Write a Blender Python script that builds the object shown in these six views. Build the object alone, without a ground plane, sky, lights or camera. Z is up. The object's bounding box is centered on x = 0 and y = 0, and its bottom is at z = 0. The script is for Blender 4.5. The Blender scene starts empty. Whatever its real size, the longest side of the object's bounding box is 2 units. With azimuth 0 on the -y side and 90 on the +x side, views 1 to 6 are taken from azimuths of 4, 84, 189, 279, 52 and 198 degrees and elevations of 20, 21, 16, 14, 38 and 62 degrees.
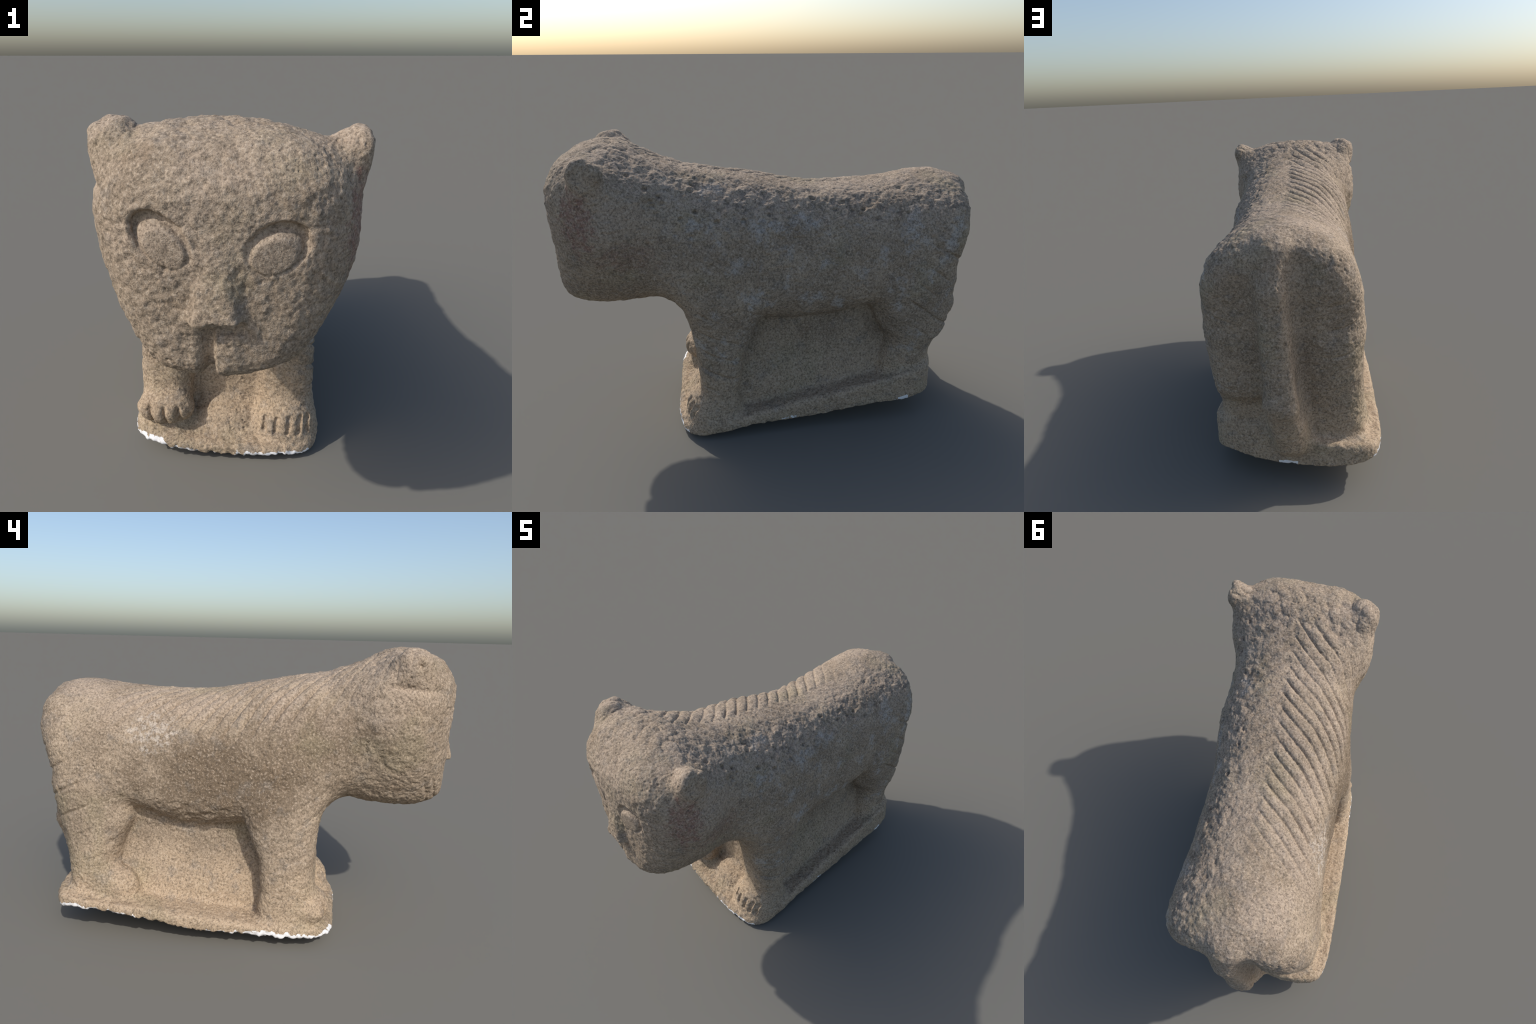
"""Weathered granite lion statue on a thin plinth, built as one implicit stone
body (smooth unions of trunk, head, legs, core wall, tail, ears, plinth), meshed,
then carved (eyes, nose, mouth, toes, mane stripes) and roughened."""
import numpy as np

# ------------------------------------------------------------------ helpers
F = np.float32


def curve(t, knots):
    """Smooth monotone-ish cubic through hand-placed (t, value) knots."""
    k = np.array(knots, float)
    x, y = k[:, 0], k[:, 1]
    d = np.gradient(y, x)
    # limit the tangents so that the curve does not overshoot
    s = np.diff(y) / np.diff(x)
    for i in range(1, len(x) - 1):
        if s[i - 1] * s[i] <= 0:
            d[i] = 0.0
        else:
            d[i] = np.sign(s[i]) * min(abs(d[i]), 3 * min(abs(s[i]), abs(s[i - 1])))
    t = np.clip(t, x[0], x[-1])
    i = np.clip(np.searchsorted(x, t) - 1, 0, len(x) - 2)
    h = (x[i + 1] - x[i])
    u = (t - x[i]) / h
    u2, u3 = u * u, u * u * u
    return ((2 * u3 - 3 * u2 + 1) * y[i] + (u3 - 2 * u2 + u) * h * d[i]
            + (-2 * u3 + 3 * u2) * y[i + 1] + (u3 - u2) * h * d[i + 1]).astype(F)


def smin(a, b, k):
    h = np.clip(0.5 + 0.5 * (b - a) / k, 0, 1)
    return b + (a - b) * h - k * h * (1 - h)


def smax(a, b, k):
    return -smin(-a, -b, k)


def step(e0, e1, x):
    t = np.clip((x - e0) / (e1 - e0), 0, 1)
    return t * t * (3 - 2 * t)


def bump(t, w):
    return np.exp(-(t / w) ** 2)


def superell(a, b, ra, rb, n):
    """Distance-like value to a superellipse |a/ra|^n + |b/rb|^n = 1."""
    a, b = np.abs(a) + 1e-6, np.abs(b) + 1e-6
    g = ((a / ra) ** n + (b / rb) ** n) ** (1.0 / n)
    d = np.sqrt(a * a + b * b) * (1 - 1 / g)
    return np.maximum(d, -np.minimum(ra, rb))


def ellipsoid(x, y, z, c, r):
    a, b, e = (x - c[0]) / r[0], (y - c[1]) / r[1], (z - c[2]) / r[2]
    g = np.sqrt(a * a + b * b + e * e) + 1e-6
    g2 = np.sqrt((a / r[0]) ** 2 + (b / r[1]) ** 2 + (e / r[2]) ** 2) + 1e-6
    return g * (g - 1) / g2


def capsule(x, y, z, p, q, rp, rq):
    p, q = np.array(p, F), np.array(q, F)
    v = q - p
    t = ((x - p[0]) * v[0] + (y - p[1]) * v[1] + (z - p[2]) * v[2]) / float(v @ v)
    t = np.clip(t, 0, 1)
    dx, dy, dz = x - p[0] - t * v[0], y - p[1] - t * v[1], z - p[2] - t * v[2]
    return np.sqrt(dx * dx + dy * dy + dz * dz) - (rp + (rq - rp) * t)


# ------------------------------------------------------------------ noise
def _hash(i, j, k, seed):
    h = (i.astype(np.int64) * 374761393 + j.astype(np.int64) * 668265263
         + k.astype(np.int64) * 2147483647 + seed * 144665) & 0xFFFFFFFF
    h = ((h ^ (h >> 13)) * 1274126177) & 0xFFFFFFFF
    h = ((h ^ (h >> 16)) * 2246822519) & 0xFFFFFFFF
    return ((h ^ (h >> 15)) & 0xFFFFFF).astype(F) / F(0xFFFFFF)


def vnoise(x, y, z, freq, seed=0):
    """Smooth value noise in -1..1."""
    x, y, z = x * freq + 31.7, y * freq + 17.3, z * freq + 53.1
    i, j, k = np.floor(x), np.floor(y), np.floor(z)
    u, v, w = x - i, y - j, z - k
    u, v, w = [t * t * t * (t * (t * 6 - 15) + 10) for t in (u, v, w)]
    i, j, k = i.astype(np.int64), j.astype(np.int64), k.astype(np.int64)
    out = 0
    for a in (0, 1):
        for b in (0, 1):
            for c in (0, 1):
                wt = (u if a else 1 - u) * (v if b else 1 - v) * (w if c else 1 - w)
                out = out + wt * _hash(i + a, j + b, k + c, seed)
    return out * 2 - 1


def fbm(x, y, z, freq, octaves=3, seed=0):
    s, amp = 0, 1.0
    for o in range(octaves):
        s = s + amp * vnoise(x + o * 1.3, y - o * 0.7, z + o * 2.1, freq * 2.03 ** o, seed + o)
        amp *= 0.5
    return s


def worley(x, y, z, freq, seed=0):
    """Distance to the nearest random cell point (0 at the point, ~1 far)."""
    x, y, z = x * freq + 7.7, y * freq + 3.1, z * freq + 9.9
    i, j, k = np.floor(x).astype(np.int64), np.floor(y).astype(np.int64), np.floor(z).astype(np.int64)
    best = np.full(x.shape, 9.0, F)
    for a in (-1, 0, 1):
        for b in (-1, 0, 1):
            for c in (-1, 0, 1):
                p, q, r = i + a, j + b, k + c
                dx = p + _hash(p, q, r, seed) - x
                dy = q + _hash(p, q, r, seed + 1) - y
                dz = r + _hash(p, q, r, seed + 2) - z
                best = np.minimum(best, dx * dx + dy * dy + dz * dz)
    return np.sqrt(best)


# ------------------------------------------------------------------ the stone body
AXIS = [(-1.0, 0.075), (-0.75, 0.063), (-0.4, 0.042), (0.0, 0.008), (0.4, -0.018), (0.75, -0.040), (1.0, -0.05)]
TRUNK_TOP = [(-1.0, 1.26), (-0.75, 1.345), (-0.62, 1.320), (-0.53, 1.288), (-0.45, 1.264), (-0.33, 1.242), (-0.15, 1.213),
             (0.0, 1.184), (0.12, 1.166), (0.25, 1.158), (0.40, 1.160), (0.60, 1.177), (0.75, 1.192), (0.88, 1.185), (1.0, 1.15)]
TRUNK_BOTTOM = [(-1.0, 0.70), (-0.62, 0.69), (-0.5, 0.67), (-0.4, 0.60), (-0.1, 0.545), (0.1, 0.525), (0.3, 0.545), (0.5, 0.60), (0.7, 0.55), (1.0, 0.5)]
TRUNK_HALF = [(-1.0, 0.28), (-0.7, 0.295), (-0.55, 0.314), (-0.4, 0.332), (-0.2, 0.346), (0.1, 0.322), (0.4, 0.318), (0.7, 0.336), (0.9, 0.330), (1.0, 0.31)]
REAR_FACE = [(0.2, 0.775), (0.36, 0.78), (0.46, 0.815), (0.65, 0.862), (0.85, 0.912), (1.0, 0.940), (1.08, 0.940), (1.15, 0.916), (1.2, 0.885)]

# head: half width, front depth (y) and the like as functions of height
HEAD_HALF = [(0.58, 0.02), (0.61, 0.09), (0.64, 0.15), (0.69, 0.215), (0.76, 0.262), (0.89, 0.320), (1.0, 0.350), (1.12, 0.360),
             (1.2, 0.350), (1.28, 0.325), (1.34, 0.27), (1.375, 0.17), (1.395, 0.04)]
HEAD_FRONT = [(0.55, -0.76), (0.60, -0.84), (0.66, -0.925), (0.74, -0.955), (0.85, -0.958), (1.0, -0.962), (1.1, -0.970), (1.2, -0.972),
              (1.28, -0.938), (1.34, -0.885), (1.38, -0.80), (1.42, -0.7)]

# legs: (height, front y, back y) and outer / inner |X|
FRONT_RIGHT = dict(front=[(0.05, -0.40), (0.11, -0.395), (0.24, -0.366), (0.37, -0.374), (0.52, -0.396), (0.68, -0.43), (0.8, -0.46)],
                   back=[(0.05, -0.15), (0.13, -0.165), (0.20, -0.178), (0.29, -0.168), (0.39, -0.15), (0.5, -0.11), (0.6, -0.07), (0.8, 0.0)],
                   outer=[(0.05, 0.33), (0.2, 0.318), (0.45, 0.312), (0.7, 0.350), (0.8, 0.345)], inner=[(0.05, 0.09), (0.4, 0.09), (0.8, 0.05)])
FRONT_LEFT = dict(front=[(0.05, -0.44), (0.16, -0.425), (0.26, -0.395), (0.37, -0.386), (0.53, -0.392), (0.63, -0.417), (0.7, -0.445), (0.8, -0.46)],
                  back=[(0.05, -0.13), (0.10, -0.13), (0.17, -0.125), (0.29, -0.140), (0.4, -0.135), (0.52, -0.085), (0.8, 0.03)],
                  outer=[(0.05, 0.41), (0.2, 0.40), (0.35, 0.394), (0.5, 0.380), (0.62, 0.372), (0.72, 0.355), (0.8, 0.335)], inner=[(0.05, 0.19), (0.4, 0.165), (0.8, 0.05)])
HIND_RIGHT = dict(front=[(0.1, 0.50), (0.3, 0.52), (0.39, 0.55), (0.5, 0.50), (0.6, 0.46), (0.8, 0.40)],
                  back=[(0.1, 0.79), (0.3, 0.785), (0.37, 0.79), (0.44, 0.843), (0.55, 0.865), (0.8, 0.89)],
                  outer=[(0.1, 0.315), (0.34, 0.297), (0.43, 0.312), (0.6, 0.335), (0.8, 0.34)], inner=[(0.1, 0.0), (0.8, 0.0)])
HIND_LEFT = dict(front=[(0.1, 0.545), (0.2, 0.548), (0.32, 0.558), (0.45, 0.53), (0.57, 0.48), (0.68, 0.50), (0.8, 0.45)],
                 back=[(0.1, 0.80), (0.26, 0.805), (0.35, 0.81), (0.52, 0.840), (0.7, 0.882), (0.8, 0.895)],
                 outer=[(0.1, 0.355), (0.3, 0.345), (0.5, 0.34), (0.8, 0.34)], inner=[(0.1, 0.0), (0.8, 0.0)])


def leg(X, y, z, side, spec, n=2.8):
    yf, yb = curve(z, spec["front"]), curve(z, spec["back"])
    xo, xi = curve(z, spec["outer"]), curve(z, spec["inner"])
    d = superell(side * X - (xo + xi) / 2, y - (yf + yb) / 2, (xo - xi) / 2, (yb - yf) / 2, n)
    d = smax(d, z - 0.76, 0.06)
    return smax(d, 0.06 - z, 0.02)


BOTTOM_RIGHT = [(-0.45, 0.008), (-0.36, 0.014), (-0.12, 0.052), (0.10, 0.060), (0.44, 0.096), (0.65, 0.112), (0.8, 0.155)]
BOTTOM_LEFT = [(-0.48, 0.066), (-0.38, 0.060), (-0.10, 0.076), (0.14, 0.083), (0.38, 0.118), (0.62, 0.148), (0.8, 0.150)]


def plinth_bottom(X, y):
    right, left = curve(y, BOTTOM_RIGHT), curve(y, BOTTOM_LEFT)
    t = np.clip((X + 0.42) / 0.79, 0, 1)
    b = left + (right - left) * t
    sag = 0.046 * step(0.45, 0.8, y) * (1 - ((X + 0.03) / 0.40) ** 2)
    front = 0.025 * step(-0.2, -0.45, y) * (1 - ((X - 0.05) / 0.36) ** 2) * step(0.2, -0.2, X)
    teeth = 0.006 * vnoise(X, y, X * 0, 48, 91) + 0.004 * vnoise(X, y, X * 0, 110, 92)
    edge = np.maximum(step(-0.36, -0.42, X), step(-0.42, -0.47, y))
    return b - np.clip(sag, -0.05, 1) - np.clip(front, -0.04, 1) + teeth * (0.25 + 0.75 * edge)


def plinth_top(X, y):
    t = np.clip((X + 0.40) / 0.76, 0, 1)
    right = 0.135 + 0.19 * y
    left = 0.134 + 0.090 * y
    return left + (right - left) * t


def body(x, y, z):
    X = x - curve(y, AXIS)
    # trunk with neck and rump
    zt, zb, w = curve(y, TRUNK_TOP), curve(y, TRUNK_BOTTOM), curve(y, TRUNK_HALF)
    zs = z + 0.16 * np.maximum(X, 0) * step(0.1, 0.7, y)      # the right of the rump is cut lower
    zs = zs + 0.08 * np.maximum(-X, 0) * step(-0.3, 0.3, y)
    zb = zb + 0.015 * X
    rise = (z - (zt + zb) / 2) / ((zt - zb) / 2)
    pear = 1 - 0.085 * np.clip(rise, -1, 1) * step(-0.6, -0.3, y) * step(0.95, 0.6, y)
    d = superell(X / pear, zs - (zt + zb) / 2, w, (zt - zb) / 2, np.where(rise > 0, 2.7, 3.0).astype(F))
    d = smax(d, y - curve(z, REAR_FACE) + np.where(X > 0, 0.066, 0.050) * (np.abs(X) / 0.33) ** 3.0, 0.09)
    d = smax(d, -0.72 - y, 0.1)
    # core wall that joins the legs
    wall = superell(X + 0.015, y - 0.25, np.where(X > 0, 0.192, 0.190) + 0.060 * step(0.42, 0.15, z), 0.55, 6.0)
    wall = smax(wall, z - 0.8, 0.02)
    d = smin(d, wall, 0.03)
    # legs
    for side, spec in ((1, FRONT_RIGHT), (-1, FRONT_LEFT), (1, HIND_RIGHT), (-1, HIND_LEFT)):
        d = smin(d, leg(X, y, z, side, spec), 0.03)
    d = smax(d, -ellipsoid(x, y, z, (0.30, 0.47, 0.50), (0.07, 0.06, 0.10)), 0.06)
    # head
    hw, hf = curve(z, HEAD_HALF), curve(z, HEAD_FRONT)
    Xh = X - 0.0
    bow = np.where(Xh > 0, 0.085, 0.06) * (np.abs(Xh) / 0.36) ** 2.5
    front = (hf + bow) - y
    side = np.abs(Xh) - hw - 0.022 * step(-0.95, -0.7, y) + 0.028 * step(-0.72, -0.50, y) + np.where(Xh > 0, 0.11, 0.025) * np.clip(0.95 - z, 0, 0.3)
    h = smax(side, front, 0.14)
    h = smax(h, y + 0.45, 0.25)
    # crown and chin
    h = smax(h, z - curve(y, [(-1.0, 1.34), (-0.85, 1.381), (-0.7, 1.376), (-0.6, 1.32), (-0.5, 1.27)]) + np.where(Xh > 0, 0.075, 0.058) * (Xh / 0.3) ** 2, 0.05)
    h = smax(h, curve(y, [(-1.0, 0.70), (-0.9, 0.672), (-0.75, 0.658), (-0.5, 0.675)]) - z + 0.17 * np.maximum(X, 0), 0.06)
    d = smin(d, h * 0.9, 0.045)
    # ears
    ear = smin(ellipsoid(x, y, z, (-0.243, -0.758, 1.302), (0.072, 0.083, 0.076)), ellipsoid(x, y, z, (-0.20, -0.765, 1.285), (0.085, 0.075, 0.070)), 0.04)
    d = smin(d, ear, 0.04)
    ear = smin(capsule(x, y, z, (0.31, -0.765, 1.262), (0.420, -0.752, 1.290), 0.062, 0.054), capsule(x, y, z, (0.425, -0.752, 1.300), (0.392, -0.76, 1.18), 0.060, 0.045), 0.02)
    d = smin(d, ear, 0.04)
    # the right side of the head was dressed flat, which gives the ear a sharp rim
    flat = x - curve(z, [(0.6, 0.50), (0.9, 0.455), (1.0, 0.452), (1.1, 0.447), (1.18, 0.440), (1.25, 0.450), (1.31, 0.453), (1.4, 0.440)])
    d = np.where(y < -0.5, smax(d, flat, 0.016), d)
    # tail
    tail = None
    for p0, p1, r0, r1 in (((0, 0.905, 1.10), (0, 0.922, 0.95), 0.058, 0.066), ((0, 0.922, 0.95), (-0.012, 0.918, 0.47), 0.066, 0.066),
                           ((-0.012, 0.918, 0.47), (-0.028, 0.835, 0.23), 0.066, 0.068)):
        c = capsule(np.maximum(np.abs(x + 0.043 - p0[0] - (p1[0] - p0[0]) * np.clip((p0[2] - z) / (p0[2] - p1[2]), 0, 1)) - 0.011, 0), y, z,
                    (0, p0[1], p0[2]), (0, p1[1], p1[2]), r0, r1)
        tail = c if tail is None else smin(tail, c, 0.03)
    d = smin(d, tail, 0.05)
    # groove beside the tail
    gro = capsule(x, y, z, (-0.138, 0.970, 1.06), (-0.156, 0.900, 0.40), 0.038, 0.030)
    gro = smin(gro, capsule(x, y, z, (0.105, 0.985, 0.95), (0.095, 0.925, 0.48), 0.055, 0.036), 0.01)
    d = smax(d, -gro, 0.05)
    # web of stone that ties the tail to the hind legs
    d = smin(d, capsule(x, y, z, (-0.04, 0.805, 0.62), (-0.055, 0.77, 0.28), 0.088, 0.095), 0.04)
    # plinth
    top, bot = plinth_top(X, y), plinth_bottom(X, y)
    yfront = -0.485 + 0.035 * step(0.1, 0.36, X)
    yrear = 0.835 + 0.022 * bump(X + 0.20, 0.14) - 0.055 * step(0.0, 0.3, X)
    p = superell(X + 0.042, y - (yfront + yrear) / 2, 0.385, (yrear - yfront) / 2, 9.0)
    p = smax(p, z - top, 0.03)
    p = smax(p, bot - z, 0.012)
    d = smin(d, p, 0.04)
    d = smax(d, bot - z, 0.012)
    # ramp of uncut stone between the forefeet, and the heel mass behind
    d = smin(d, ellipsoid(x, y, z, (0.0, -0.315, 0.085), (0.16, 0.095, 0.085)), 0.05)
    d = smin(d, ellipsoid(x, y, z, (0.02, 0.745, 0.21), (0.13, 0.060, 0.11)), 0.04)
    # feet
    d = smin(d, ellipsoid(x, y, z, (0.238, -0.350, 0.105), (0.122, 0.092, 0.10)), 0.045)
    d = smin(d, ellipsoid(x, y, z, (-0.25, -0.385, 0.18), (0.115, 0.075, 0.07)), 0.03)
    d = smin(d, ellipsoid(x, y, z, (-0.315, 0.565, 0.215), (0.085, 0.115, 0.105)), 0.04)
    return d


EYES = ((-0.085, 1.096, -46, 0.090, 0.060), (0.212, 1.078, 32, 0.084, 0.064))


def eye_frame(x, z, eye):
    cx, cz, ang, ra, rb = eye
    a = np.radians(ang)
    return (x - cx) * np.cos(a) + (z - cz) * np.sin(a), -(x - cx) * np.sin(a) + (z - cz) * np.cos(a)


def face(d, x, y, z):
    """Nose, eyes and mouth, worked into the front of the head."""
    near = y < -0.8
    # nose: a soft ridge that widens and stands out towards its base
    t = np.clip((1.08 - z) / 0.21, 0, 1)
    half = 0.003 + 0.044 * t ** 1.4
    nx = np.maximum(np.abs(x - 0.060 + 0.010 * t) - half, 0)
    prow = -0.958 - 0.042 * t
    n = np.sqrt(nx * nx + np.maximum(prow + 0.028 - y, 0) ** 2) - 0.028
    n = smax(n, (0.872 - z) * 0.8 + 0.25 * (y + 0.96), 0.022)
    n = smax(n, z - 1.12, 0.05)
    d = np.where(near, smin(d, n, 0.03), d)
    # eyes: a sunk almond with a convex ball nearly filling it, deepest along the upper lid
    for eye in EYES:
        u, v = eye_frame(x, z, eye)
        ra, rb = eye[3], eye[4]
        rr = np.sqrt((u / ra) ** 2 + (v / rb) ** 2) + 1e-6
        upper = 0.5 + 0.5 * np.clip(((z - eye[1]) - 0.3 * np.sign(eye[0] - 0.06) * (eye[0] - x)) / 0.05, -1, 1)
        sock = (0.004 + 0.018 * upper) * step(1.13, 0.92, rr)
        off = (0.10, -0.10) if eye[0] < 0 else (-0.08, -0.13)
        br = ((u / ra - off[0]) / 0.86) ** 2 + ((v / rb - off[1]) / 0.84) ** 2
        ball = 0.026 * np.clip(1.0 - br, 0, 1) ** 0.6
        d = np.where(near, d + np.maximum(sock - ball, -0.002), d)
    # shallow recess under the nose, and the notch left of the lip block
    rec = 0.012 * step(0.02, 0.04, x) * step(0.15, 0.10, x) * step(0.826, 0.838, z) * step(0.885, 0.866, z)
    notch = 0.024 * step(-0.012, 0.028, x) * step(0.050, 0.043, x) * step(0.862, 0.835, z)
    lip = -0.006 * step(0.045, 0.052, x) * step(0.14, 0.09, x) * step(0.838, 0.826, z) * step(0.66, 0.72, z)
    return np.where(near, d + np.maximum(rec, notch) + lip, d)


def toes(d, x, y, z):
    cut = np.zeros_like(d)
    for tx, lean, top in ((0.160, 0.10, 0.168), (0.205, 0.12, 0.174), (0.255, 0.12, 0.178), (0.298, 0.08, 0.178), (0.328, 0.05, 0.170)):
        cut = np.maximum(cut, 0.014 * bump(x - tx - lean * (z - 0.14), 0.0085) * step(top, top - 0.02, z) * step(0.085, 0.105, z))
    d = d + cut * step(-0.34, -0.39, y) * (y > -0.6)
    cut = np.zeros_like(d)
    for tx in (-0.300, -0.243, -0.190):
        cut = np.maximum(cut, 0.018 * bump(x - tx + 0.1 * (z - 0.17), 0.010) * step(0.225, 0.195, z) * step(0.11, 0.13, z))
    cut = np.maximum(cut, 0.016 * bump(z - 0.122, 0.012) * step(-0.36, -0.33, x) * step(-0.13, -0.17, x))
    d = d + cut * step(-0.38, -0.42, y) * (y > -0.6)
    pit = capsule(x, y, z, (-0.325, -0.785, 1.318), (-0.28, -0.772, 1.30), 0.011, 0.006)
    d = smax(d, -pit, 0.025)
    # carved line under the left ear and whisker cuts at the left jaw
    d = d + 0.008 * bump(z - 1.215 - 0.10 * (y + 0.75), 0.014) * step(-0.22, -0.27, x) * step(-0.90, -0.85, y) * step(-0.62, -0.70, y)
    for wy in (-0.865, -0.905):
        d = d + 0.005 * bump(y - wy - 0.25 * (z - 0.74), 0.008) * step(0.83, 0.78, z) * step(0.64, 0.68, z) * step(-0.05, -0.12, x)
    return d


def stone(x, y, z):
    return toes(face(body(x, y, z), x, y, z), x, y, z)


# ------------------------------------------------------------------ meshing
def surface_net(fn, lo, hi, h):
    ax = [np.arange(lo[i], hi[i] + h, h, dtype=F) for i in range(3)]
    n = [len(a) for a in ax]
    vol = np.empty(n, F)
    for s in range(0, n[0], 16):
        gx, gy, gz = np.meshgrid(ax[0][s:s + 16], ax[1], ax[2], indexing="ij")
        vol[s:s + 16] = fn(gx.ravel(), gy.ravel(), gz.ravel()).reshape(gx.shape)
    c = np.zeros([m - 1 for m in n], np.int32)
    pos = np.zeros([m - 1 for m in n] + [3], F)
    cnt = np.zeros([m - 1 for m in n], F)
    inside = vol < 0
    corner = {}
    for a in (0, 1):
        for b in (0, 1):
            for e in (0, 1):
                corner[a, b, e] = (slice(a, n[0] - 1 + a), slice(b, n[1] - 1 + b), slice(e, n[2] - 1 + e))
                c += inside[corner[a, b, e]]
    act = (c > 0) & (c < 8)
    for p in corner:
        for axis in range(3):
            if p[axis] == 0:
                q = list(p)
                q[axis] = 1
                va, vb = vol[corner[p]][act], vol[corner[tuple(q)]][act]
                m = (va < 0) != (vb < 0)
                t = np.where(m, va / np.where(va == vb, 1, va - vb), 0)
                off = np.array(p, F)[None].repeat(len(va), 0)
                off[:, axis] = t
                pp = pos[act]
                pp += off * m[:, None]
                pos[act] = pp
                cc = cnt[act]
                cc += m
                cnt[act] = cc
    idx = -np.ones(act.shape, np.int64)
    idx[act] = np.arange(act.sum())
    base = np.argwhere(act).astype(F)
    verts = (base + pos[act] / cnt[act][:, None]) * h + np.array([a[0] for a in ax], F)
    quads = []
    for axis in range(3):
        s0 = [slice(1, n[0] - 1), slice(1, n[1] - 1), slice(1, n[2] - 1)]
        s0[axis] = slice(0, n[axis] - 1)
        s1 = list(s0)
        s1[axis] = slice(1, n[axis])
        a, b = inside[tuple(s0)], inside[tuple(s1)]
        where = np.argwhere(a != b)
        off = np.array([s.start for s in s0])
        where = where + off
        flip = b[a != b]
        u, v = [(1, 2), (2, 0), (0, 1)][axis]
        du, dv = np.zeros(3, int), np.zeros(3, int)
        du[u], dv[v] = 1, 1
        g = lambda w: idx[w[:, 0], w[:, 1], w[:, 2]]
        q = np.stack([g(where - du - dv), g(where - dv), g(where), g(where - du)], 1)
        q[flip] = q[flip][:, ::-1]
        quads.append(q)
    quads = np.concatenate(quads)
    return verts, quads[(quads >= 0).all(1)]


def split_quads(v, q):
    e = np.stack([q, np.roll(q, -1, 1)], 2).reshape(-1, 2)
    e = np.sort(e, 1)
    key = e[:, 0] * len(v) + e[:, 1]
    uk, inv = np.unique(key, return_inverse=True)
    em = (v[uk // len(v)] + v[uk % len(v)]) / 2
    fm = v[q].mean(1)
    ei = (inv + len(v)).reshape(-1, 4)
    fi = np.arange(len(q)) + len(v) + len(uk)
    nv = np.concatenate([v, em, fm]).astype(F)
    nq = np.concatenate([np.stack([q[:, k], ei[:, k], fi, ei[:, k - 1]], 1) for k in range(4)])
    return nv, nq


def relax(v, q, times=1, amount=0.5):
    for _ in range(times):
        to = np.concatenate([q.ravel(), q.ravel()])
        fr = np.concatenate([np.roll(q, 1, 1).ravel(), np.roll(q, -1, 1).ravel()])
        c = np.bincount(to, minlength=len(v))
        s = np.stack([np.bincount(to, weights=v[fr, k], minlength=len(v)) / c for k in range(3)], 1)
        v = (v + amount * (s - v)).astype(F)
    return v


def gradient(fn, v, e=0.003):
    x, y, z = v[:, 0], v[:, 1], v[:, 2]
    g = np.stack([fn(x + e, y, z) - fn(x - e, y, z), fn(x, y + e, z) - fn(x, y - e, z), fn(x, y, z + e) - fn(x, y, z - e)], 1) / (2 * e)
    return g


def project(fn, v, rounds=1, most=0.01):
    for _ in range(rounds):
        f = fn(v[:, 0], v[:, 1], v[:, 2])
        g = gradient(fn, v)
        l2 = (g * g).sum(1) + 0.05
        st = np.clip(f / l2, -most, most)
        v = v - g * st[:, None]
    return v


def vertex_normals(v, q):
    n = np.cross(v[q[:, 2]] - v[q[:, 0]], v[q[:, 3]] - v[q[:, 1]])
    out = np.stack([np.bincount(q.ravel(), weights=np.repeat(n[:, k], 4), minlength=len(v)) for k in range(3)], 1).astype(F)
    return out / (np.linalg.norm(out, axis=1, keepdims=True) + 1e-12)


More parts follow.
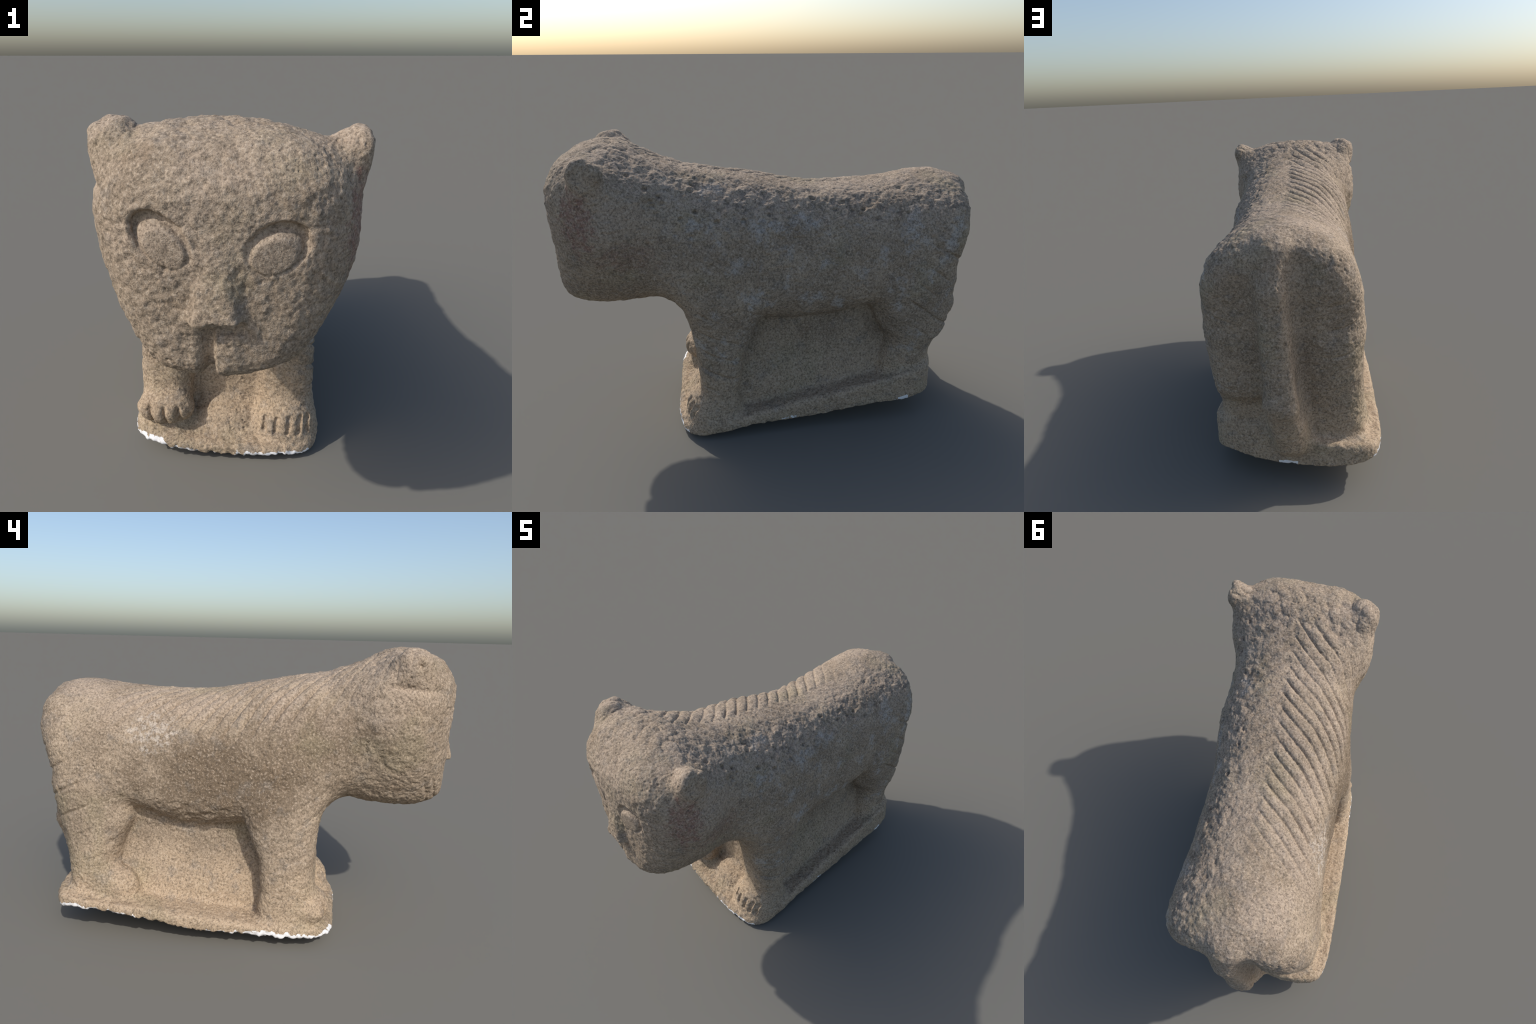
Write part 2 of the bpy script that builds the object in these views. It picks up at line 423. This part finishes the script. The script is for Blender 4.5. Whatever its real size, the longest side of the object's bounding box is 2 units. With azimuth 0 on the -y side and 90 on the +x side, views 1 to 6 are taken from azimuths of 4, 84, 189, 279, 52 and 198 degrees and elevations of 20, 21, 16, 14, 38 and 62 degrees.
# ------------------------------------------------------------------ carving and weathering
def relief(v, n):
    x, y, z = v[:, 0], v[:, 1], v[:, 2]
    X = x - curve(y, AXIS)
    zt = curve(y, TRUNK_TOP)
    up = n[:, 2]
    d = np.zeros(len(v), F)
    wob = fbm(x, y, z, 3.0, 2, 5)
    # broad unevenness of hand-hewn stone
    d += 0.004 * fbm(x, y, z, 5.0, 2, 11)
    # mane stripes over the left of the back
    arc = -X + 0.9 * np.maximum(zt - z - 0.02, 0) * step(0.05, -0.1, X)
    slant = 0.45 * arc + 0.10 * (1 - np.exp(-np.maximum(arc, 0) / 0.18))
    ph = (y + 0.62 - slant + 0.010 * wob) / 0.0725
    fr = ph - np.floor(ph)
    band = np.minimum(fr, 1 - fr) * 0.0725
    mask = step(-0.03, 0.015, arc) * step(0.58, 0.40, arc + 0.05 * wob) * step(-0.68, -0.6, y - 0.3 * arc) * step(0.60, 0.20, y - 0.5 * arc)
    mask = mask * step(-0.75, -0.66, y) * step(0.82, 0.92, z)
    cut = (-0.005 * bump(band, 0.007) + 0.009 * np.sin(np.pi * fr) ** 0.7 - 0.002) * (0.85 + 0.6 * vnoise(x, y, z, 8, 61))
    d += mask * cut
    # worn, hardly legible ribs on the right of the spine
    ph = (y + 0.60 - 0.8 * np.maximum(X, 0) + 0.02 * wob) / 0.0725
    fr = ph - np.floor(ph)
    d += 0.010 * (np.sin(np.pi * fr) ** 0.7 - 0.4) * step(0.0, 0.03, X) * step(0.26, 0.12, X) * step(-0.70, -0.62, y) * step(0.35, 0.0, y) * step(0.9, 1.0, z)
    # chipped rough belt along the top of the right side
    rough = step(0.07, 0.17, X) * step(0.90, 1.02, z) * step(0.05, 0.35, up) * step(-0.8, -0.6, y)
    w1 = worley(x, y * 0.7, z, 24, 3)
    d += rough * (-0.012 * step(0.30, 0.10, w1) * step(-0.1, 0.3, vnoise(x, y, z, 11, 4)) + 0.005 * fbm(x, y, z, 30, 3, 21))
    # knobbly curls behind the brow
    curl = step(-0.86, -0.78, y) * step(-0.54, -0.60, y) * step(1.22, 1.30, z)
    w2 = worley(x, y, z * 0.5, 21, 9)
    d += curl * (0.010 * np.sqrt(np.clip(1 - (w2 / 0.75) ** 2, 0, 1)) - 0.005)
    # coarse pecked face and throat
    pecked = np.clip(step(-0.45, -0.65, y) * step(0.06, -0.2, X) * step(1.0, 0.8, z) + step(-0.85, -0.95, y) * 0.8, 0, 1)
    d += pecked * 0.0022 * fbm(x, y, z, 48, 2, 33)
    # belly folds on the left
    belly = step(0.75, 0.6, z) * step(0.44, 0.52, z) * step(-0.1, 0.05, y) * step(0.5, 0.35, y) * step(-0.1, -0.25, X)
    d += belly * 0.006 * fbm(x * 0.5, y * 0.45 - 0.3 * z, z + 0.35 * y, 34, 2, 17)
    # slanting incisions on shoulders, haunches and legs
    for sx, y0, y1, z0, z1, slope, pitch, amp in ((1, -0.40, -0.02, 0.22, 0.80, 0.50, 0.098, 0.008), (-1, -0.45, 0.0, 0.25, 0.80, 0.62, 0.082, 0.008),
                                                  (1, 0.58, 0.95, 0.42, 1.02, 0.65, 0.115, 0.010), (-1, 0.60, 0.95, 0.45, 0.98, 0.55, 0.125, 0.009)):
        m = step(0.15, 0.24, sx * X) * step(y0, y0 + 0.1, y) * step(y1, y1 - 0.1, y) * step(z0, z0 + 0.08, z) * step(z1, z1 - 0.1, z)
        q = (z + slope * y * (1 if sx > 0 else 1) + 0.02 * wob) / pitch
        fr2 = q - np.floor(q)
        d -= amp * m * bump(np.minimum(fr2, 1 - fr2) * pitch, 0.0085) * np.clip(0.35 + 1.1 * vnoise(x, y, z, 6, 44), 0, 1.2) - 0.004 * m
    # overall granite pecking
    d += 0.0026 * fbm(x, y, z, 46, 3, 55)
    pit = worley(x, y, z, 45, 71)
    d += -0.004 * step(0.30, 0.08, pit) * step(-0.2, 0.4, vnoise(x, y, z, 7, 8))
    # the carved eyeballs are rubbed smoother than the rest
    for eye in EYES:
        u, w = eye_frame(x, z, eye)
        d *= 1 - 0.75 * step(1.05, 0.85, np.sqrt((u / eye[3]) ** 2 + (w / eye[4]) ** 2)) * (y < -0.85)
    return d


def build_stone():
    v, q = surface_net(stone, (-0.56, -1.10, -0.06), (0.56, 1.10, 1.46), 0.0145)
    v = relax(v, q, 2, 0.5)
    v = project(stone, v, 2)
    v, q = split_quads(v, q)
    v = project(stone, v, 2)
    v = relax(v, q, 1, 0.4)
    v, q = split_quads(v, q)
    v = project(stone, v, 1)
    v = relax(v, q, 1, 0.4)
    n = vertex_normals(v, q)
    v = v + n * relief(v, n)[:, None]
    return v, q


# ====== BLENDER
import bpy
import math


def regions(v, q):
    """Name the part that each face of the stone belongs to."""
    c = v[q].mean(1)
    x, y, z = c[:, 0], c[:, 1], c[:, 2]
    X = x - curve(y, AXIS)
    names = ["torso", "head", "ear", "ear.001", "eye", "eye.001", "nose", "tail", "foreleg", "foreleg.001", "hindleg", "hindleg.001", "wall_panel", "plinth", "plaster_edge", "neck", "paw", "paw.001"]
    lab = np.zeros(len(q), int)
    put = lambda m, k: lab.__setitem__(m, names.index(k))
    belly = curve(y, TRUNK_BOTTOM) + 0.02
    put(z < belly + 0.0, "wall_panel")
    for side, spec, nm in ((1, FRONT_RIGHT, "foreleg"), (-1, FRONT_LEFT, "foreleg.001"), (1, HIND_RIGHT, "hindleg"), (-1, HIND_LEFT, "hindleg.001")):
        put((z < 0.62) & (leg(X, y, z, side, spec) < 0.012) & (side * X > 0.06), nm)
    put((z < plinth_top(X, y) + 0.03) & (np.abs(X + 0.035) < 0.45) & (y > -0.6), "plinth")
    for nm, e in (("paw", ellipsoid(x, y, z, (0.238, -0.350, 0.105), (0.122, 0.092, 0.10))), ("paw.001", ellipsoid(x, y, z, (-0.25, -0.385, 0.18), (0.115, 0.075, 0.07)))):
        put((e < 0.012) & (z > plinth_top(X, y) - 0.02), nm)
    put((y + 0.10 * (z - 1.0) < -0.42) & (z > 0.60), "neck")
    put((y + 0.10 * (z - 1.0)) < -0.60, "head")
    put((y > 0.90) & (np.abs(x + 0.045) < 0.085) & (z > 0.3) & (z < 1.09), "tail")
    put(ellipsoid(x, y, z, (-0.246, -0.748, 1.312), (0.09, 0.09, 0.09)) < 0.0, "ear")
    put(capsule(x, y, z, (0.35, -0.76, 1.29), (0.42, -0.752, 1.33), 0.055, 0.06) < 0.0, "ear.001")
    for nm, eye in zip(("eye", "eye.001"), EYES):
        u, w = eye_frame(x, z, eye)
        put((y < -0.88) & (superell(u, w, eye[3] * 0.86, eye[4] * 0.82, 2.0) < 0), nm)
    put((y < -0.94) & (np.abs(x - 0.058) < 0.03 + 0.06 * np.clip((1.06 - z) / 0.19, 0, 1)) & (z > 0.872) & (z < 1.07), "nose")
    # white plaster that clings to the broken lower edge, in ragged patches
    above = z - plinth_bottom(X, y)
    front, left = step(-0.40, -0.46, y), step(-0.36, -0.41, X)
    rim = np.clip(np.maximum(front, left) + 0.35 * step(0.76, 0.80, y) + 0.2 * step(0.30, 0.33, X), 0, 1)
    patch = vnoise(x, y, z, 9, 81) + 0.5 * vnoise(x, y, z, 34, 82) + 0.35 * vnoise(x, y, z, 90, 83) + 0.35 * front
    put((above < 0.006 + 0.017 * np.clip(patch + 0.35, 0, 1.2)) & (rim > 0.15) & (patch > 0.70 - 1.05 * rim) & (lab == names.index("plinth")), "plaster_edge")
    return names, lab


def new_mesh(name, verts, faces, normals=None, mat=None):
    me = bpy.data.meshes.new(name)
    me.vertices.add(len(verts))
    me.vertices.foreach_set("co", np.ascontiguousarray(verts, F).ravel())
    k = faces.shape[1]
    me.loops.add(faces.size)
    me.loops.foreach_set("vertex_index", np.ascontiguousarray(faces, np.int32).ravel())
    me.polygons.add(len(faces))
    me.polygons.foreach_set("loop_start", np.arange(0, faces.size, k, dtype=np.int32))
    me.update(calc_edges=True)
    me.polygons.foreach_set("use_smooth", np.ones(len(faces), bool))
    if normals is not None:
        me.normals_split_custom_set_from_vertices(np.ascontiguousarray(normals, F))
    if mat:
        me.materials.append(mat)
    ob = bpy.data.objects.new(name, me)
    bpy.context.scene.collection.objects.link(ob)
    return ob


class Nodes:
    """Small helper to write node trees as expressions."""

    def __init__(self, mat):
        mat.use_nodes = True
        self.t = mat.node_tree
        self.t.nodes.clear()
        self.co = self.t.nodes.new("ShaderNodeTexCoord").outputs["Object"]
        sep = self.t.nodes.new("ShaderNodeSeparateXYZ")
        self.t.links.new(self.co, sep.inputs[0])
        self.x, self.y, self.z = sep.outputs

    def put(self, sock, val):
        if isinstance(val, bpy.types.NodeSocket):
            self.t.links.new(val, sock)
        elif isinstance(val, (tuple, list)) and len(val) == 3 and sock.type == "RGBA":
            sock.default_value = (*val, 1)
        else:
            sock.default_value = val

    def math(self, op, a, b=0.0, c=None, clamp=False):
        n = self.t.nodes.new("ShaderNodeMath")
        n.operation, n.use_clamp = op, clamp
        self.put(n.inputs[0], a)
        self.put(n.inputs[1], b)
        if c is not None:
            self.put(n.inputs[2], c)
        return n.outputs[0]

    def noise(self, scale, detail=3.0, rough=0.55, offset=(0, 0, 0), stretch=(1, 1, 1), distort=0.0):
        m = self.t.nodes.new("ShaderNodeMapping")
        self.put(m.inputs["Vector"], self.co)
        m.inputs["Location"].default_value = offset
        m.inputs["Scale"].default_value = stretch
        n = self.t.nodes.new("ShaderNodeTexNoise")
        self.put(n.inputs["Vector"], m.outputs[0])
        n.inputs["Scale"].default_value, n.inputs["Detail"].default_value = scale, detail
        n.inputs["Roughness"].default_value, n.inputs["Distortion"].default_value = rough, distort
        return n.outputs["Fac"]

    def cells(self, scale, feature="F1"):
        n = self.t.nodes.new("ShaderNodeTexVoronoi")
        n.feature = feature
        self.put(n.inputs["Vector"], self.co)
        n.inputs["Scale"].default_value = scale
        return n.outputs["Distance"]

    def ramp(self, val, lo, hi):
        n = self.t.nodes.new("ShaderNodeMapRange")
        n.interpolation_type = "SMOOTHSTEP"
        self.put(n.inputs[0], val)
        n.inputs[1].default_value, n.inputs[2].default_value = min(lo, hi), max(lo, hi)
        n.inputs[3].default_value, n.inputs[4].default_value = (0, 1) if lo < hi else (1, 0)
        return n.outputs[0]

    def mix(self, a, b, fac, blend="MIX"):
        n = self.t.nodes.new("ShaderNodeMix")
        n.data_type, n.blend_type = "RGBA", blend
        self.put(n.inputs[0], fac)
        self.put(n.inputs[6], a)
        self.put(n.inputs[7], b)
        return n.outputs[2]

    def mul(self, *a):
        r = a[0]
        for b in a[1:]:
            r = self.math("MULTIPLY", r, b)
        return r

    def blob(self, c, r, rag=0.5, scale=14.0, lo=1.1, hi=0.6):
        """Soft ragged ellipsoid mask around a place on the statue."""
        s = None
        for sock, cc, rr in zip((self.x, self.y, self.z), c, r):
            d = self.math("DIVIDE", self.math("SUBTRACT", sock, cc), rr)
            d = self.math("MULTIPLY", d, d)
            s = d if s is None else self.math("ADD", s, d)
        s = self.math("SQRT", s)
        s = self.math("ADD", s, self.mul(self.math("SUBTRACT", self.noise(scale, 4, 0.65, c), 0.5), 2 * rag))
        return self.ramp(s, lo, hi)


def stone_material():
    mat = bpy.data.materials.new("weathered_granite")
    k = Nodes(mat)
    # granite ground: warm tan and grey
    col = k.mix((0.318, 0.254, 0.187), (0.392, 0.315, 0.232), k.ramp(k.noise(6, 4, 0.6), 0.4, 0.62))
    # ochre earth staining low on the statue, with a ragged limit
    low = k.math("ADD", k.z, k.mul(k.math("SUBTRACT", k.noise(4.5, 4, 0.6, (3, 1, 2)), 0.5), 0.5))
    col = k.mix(col, (0.475, 0.365, 0.252), k.mul(k.ramp(low, 0.52, 0.22), 0.8))
    # brown weathered film over the left flank, shoulder and neck
    film = k.math("MAXIMUM", k.blob((-0.33, -0.02, 0.80), (0.24, 0.48, 0.24), 1.0, 8, 1.25, 0.35), k.mul(k.blob((-0.33, -0.36, 0.98), (0.22, 0.28, 0.18), 1.1, 12, 1.25, 0.35), 0.85))
    col = k.mix(col, (0.150, 0.110, 0.072), k.mul(film, 0.82))
    # scattered grey and brown weather stains
    col = k.mix(col, (0.215, 0.195, 0.172), k.mul(k.ramp(k.noise(11, 5, 0.7, (4, 8, 3)), 0.53, 0.68), 0.55))
    col = k.mix(col, (0.25, 0.185, 0.125), k.mul(k.ramp(k.noise(8, 5, 0.7, (8, 1, 6)), 0.54, 0.70), 0.5))
    # olive lichen tinge
    col = k.mix(col, (0.30, 0.262, 0.165), k.mul(k.ramp(k.noise(3.2, 3, 0.6, (9, 4, 1)), 0.54, 0.68), 0.35))
    # rosy tint of the back
    col = k.mix(col, (0.43, 0.346, 0.268), k.mul(k.ramp(k.noise(5, 3, 0.6, (1, 7, 5)), 0.40, 0.60), k.ramp(k.z, 0.92, 1.12), 0.65))
    # pale lichen, in broken specks
    speck = k.ramp(k.noise(48, 4, 0.7, (6, 6, 2)), 0.44, 0.56)
    col = k.mix(col, (0.56, 0.51, 0.455), k.mul(k.blob((-0.33, 0.36, 0.98), (0.14, 0.12, 0.10), 1.3, 22), speck, 0.65))
    pale = k.mul(k.ramp(k.x, 0.15, 0.27), k.ramp(k.noise(9, 5, 0.7, (2, 2, 8)), 0.52, 0.66), k.ramp(k.z, 0.2, 0.45), k.ramp(k.y, -0.55, -0.35))
    col = k.mix(col, (0.43, 0.405, 0.375), k.mul(pale, 0.75))
    # red pigment on the right cheek
    red = k.math("MAXIMUM", k.blob((0.42, -0.80, 1.12), (0.12, 0.075, 0.15), 1.1, 26), k.mul(k.blob((0.40, -0.62, 0.95), (0.12, 0.14, 0.08), 1.3, 22), 0.5))
    col = k.mix(col, (0.23, 0.10, 0.085), k.mul(red, k.math("ADD", k.mul(speck, 0.6), 0.4), 0.6))
    # dark lichen crust in the chipped belt on the right of the back
    crust = k.mul(k.ramp(k.noise(22, 4, 0.65, (5, 5, 5)), 0.50, 0.62), k.ramp(k.x, 0.08, 0.16), k.ramp(k.z, 0.98, 1.08), k.ramp(k.y, -0.75, -0.55), k.ramp(k.x, 0.36, 0.28))
    col = k.mix(col, (0.12, 0.108, 0.096), k.mul(crust, 0.6))
    # mineral grains, light and dark
    g0, g1, g2 = k.noise(38, 3, 0.6, (4, 4, 4)), k.noise(105, 3, 0.7, (1, 2, 3)), k.noise(210, 2, 0.6, (7, 2, 3))
    col = k.mix(col, (0.125, 0.098, 0.070), k.mul(k.ramp(g0, 0.48, 0.34), 0.25))
    col = k.mix(col, (0.105, 0.084, 0.064), k.mul(k.ramp(g1, 0.50, 0.36), 0.60))
    col = k.mix(col, (0.60, 0.507, 0.405), k.mul(k.ramp(g1, 0.52, 0.68), 0.50))
    col = k.mix(col, (0.11, 0.092, 0.078), k.mul(k.ramp(g2, 0.46, 0.33), 0.4))
    col = k.mix(col, (0.965, 0.945, 0.925), 1.0, "MULTIPLY")
    bsdf = k.t.nodes.new("ShaderNodeBsdfPrincipled")
    k.put(bsdf.inputs["Base Color"], col)
    bsdf.inputs["Roughness"].default_value = 0.92
    bsdf.inputs["Specular IOR Level"].default_value = 0.2
    b = k.t.nodes.new("ShaderNodeBump")
    b.inputs["Strength"].default_value, b.inputs["Distance"].default_value = 0.6, 0.005
    k.put(b.inputs["Height"], k.math("ADD", g1, k.mul(g2, 0.5)))
    k.t.links.new(b.outputs[0], bsdf.inputs["Normal"])
    out = k.t.nodes.new("ShaderNodeOutputMaterial")
    k.t.links.new(bsdf.outputs[0], out.inputs[0])
    return mat


def plaster_material():
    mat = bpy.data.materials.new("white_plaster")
    k = Nodes(mat)
    col = k.mix((0.78, 0.77, 0.76), (0.45, 0.41, 0.37), k.ramp(k.noise(30, 3), 0.55, 0.7))
    bsdf = k.t.nodes.new("ShaderNodeBsdfPrincipled")
    k.put(bsdf.inputs["Base Color"], col)
    bsdf.inputs["Roughness"].default_value = 0.7
    out = k.t.nodes.new("ShaderNodeOutputMaterial")
    k.t.links.new(bsdf.outputs[0], out.inputs[0])
    return mat


def main():
    v, q = build_stone()
    v[:, 2] = np.maximum(v[:, 2], 0.0)
    normals = vertex_normals(v, q)
    stone_mat, white = stone_material(), plaster_material()
    root = bpy.data.objects.new("stone_lion_statue", None)
    bpy.context.scene.collection.objects.link(root)
    root["label"] = "weathered granite lion standing on a thin broken plinth"
    root["category"] = "stone statue"
    names, lab = regions(v, q)
    made = {}
    for i, nm in enumerate(names):
        f = q[lab == i]
        if len(f) == 0:
            continue
        used, inv = np.unique(f, return_inverse=True)
        ob = new_mesh(nm.split(".")[0], v[used], inv.reshape(-1, 4), normals[used], white if nm == "plaster_edge" else stone_mat)
        owner = {"paw": "foreleg", "paw.001": "foreleg.001", "ear": "head", "ear.001": "head", "eye": "head", "eye.001": "head", "nose": "head"}.get(nm)
        ob.parent = made.get(owner, root)
        made[nm] = ob


main()
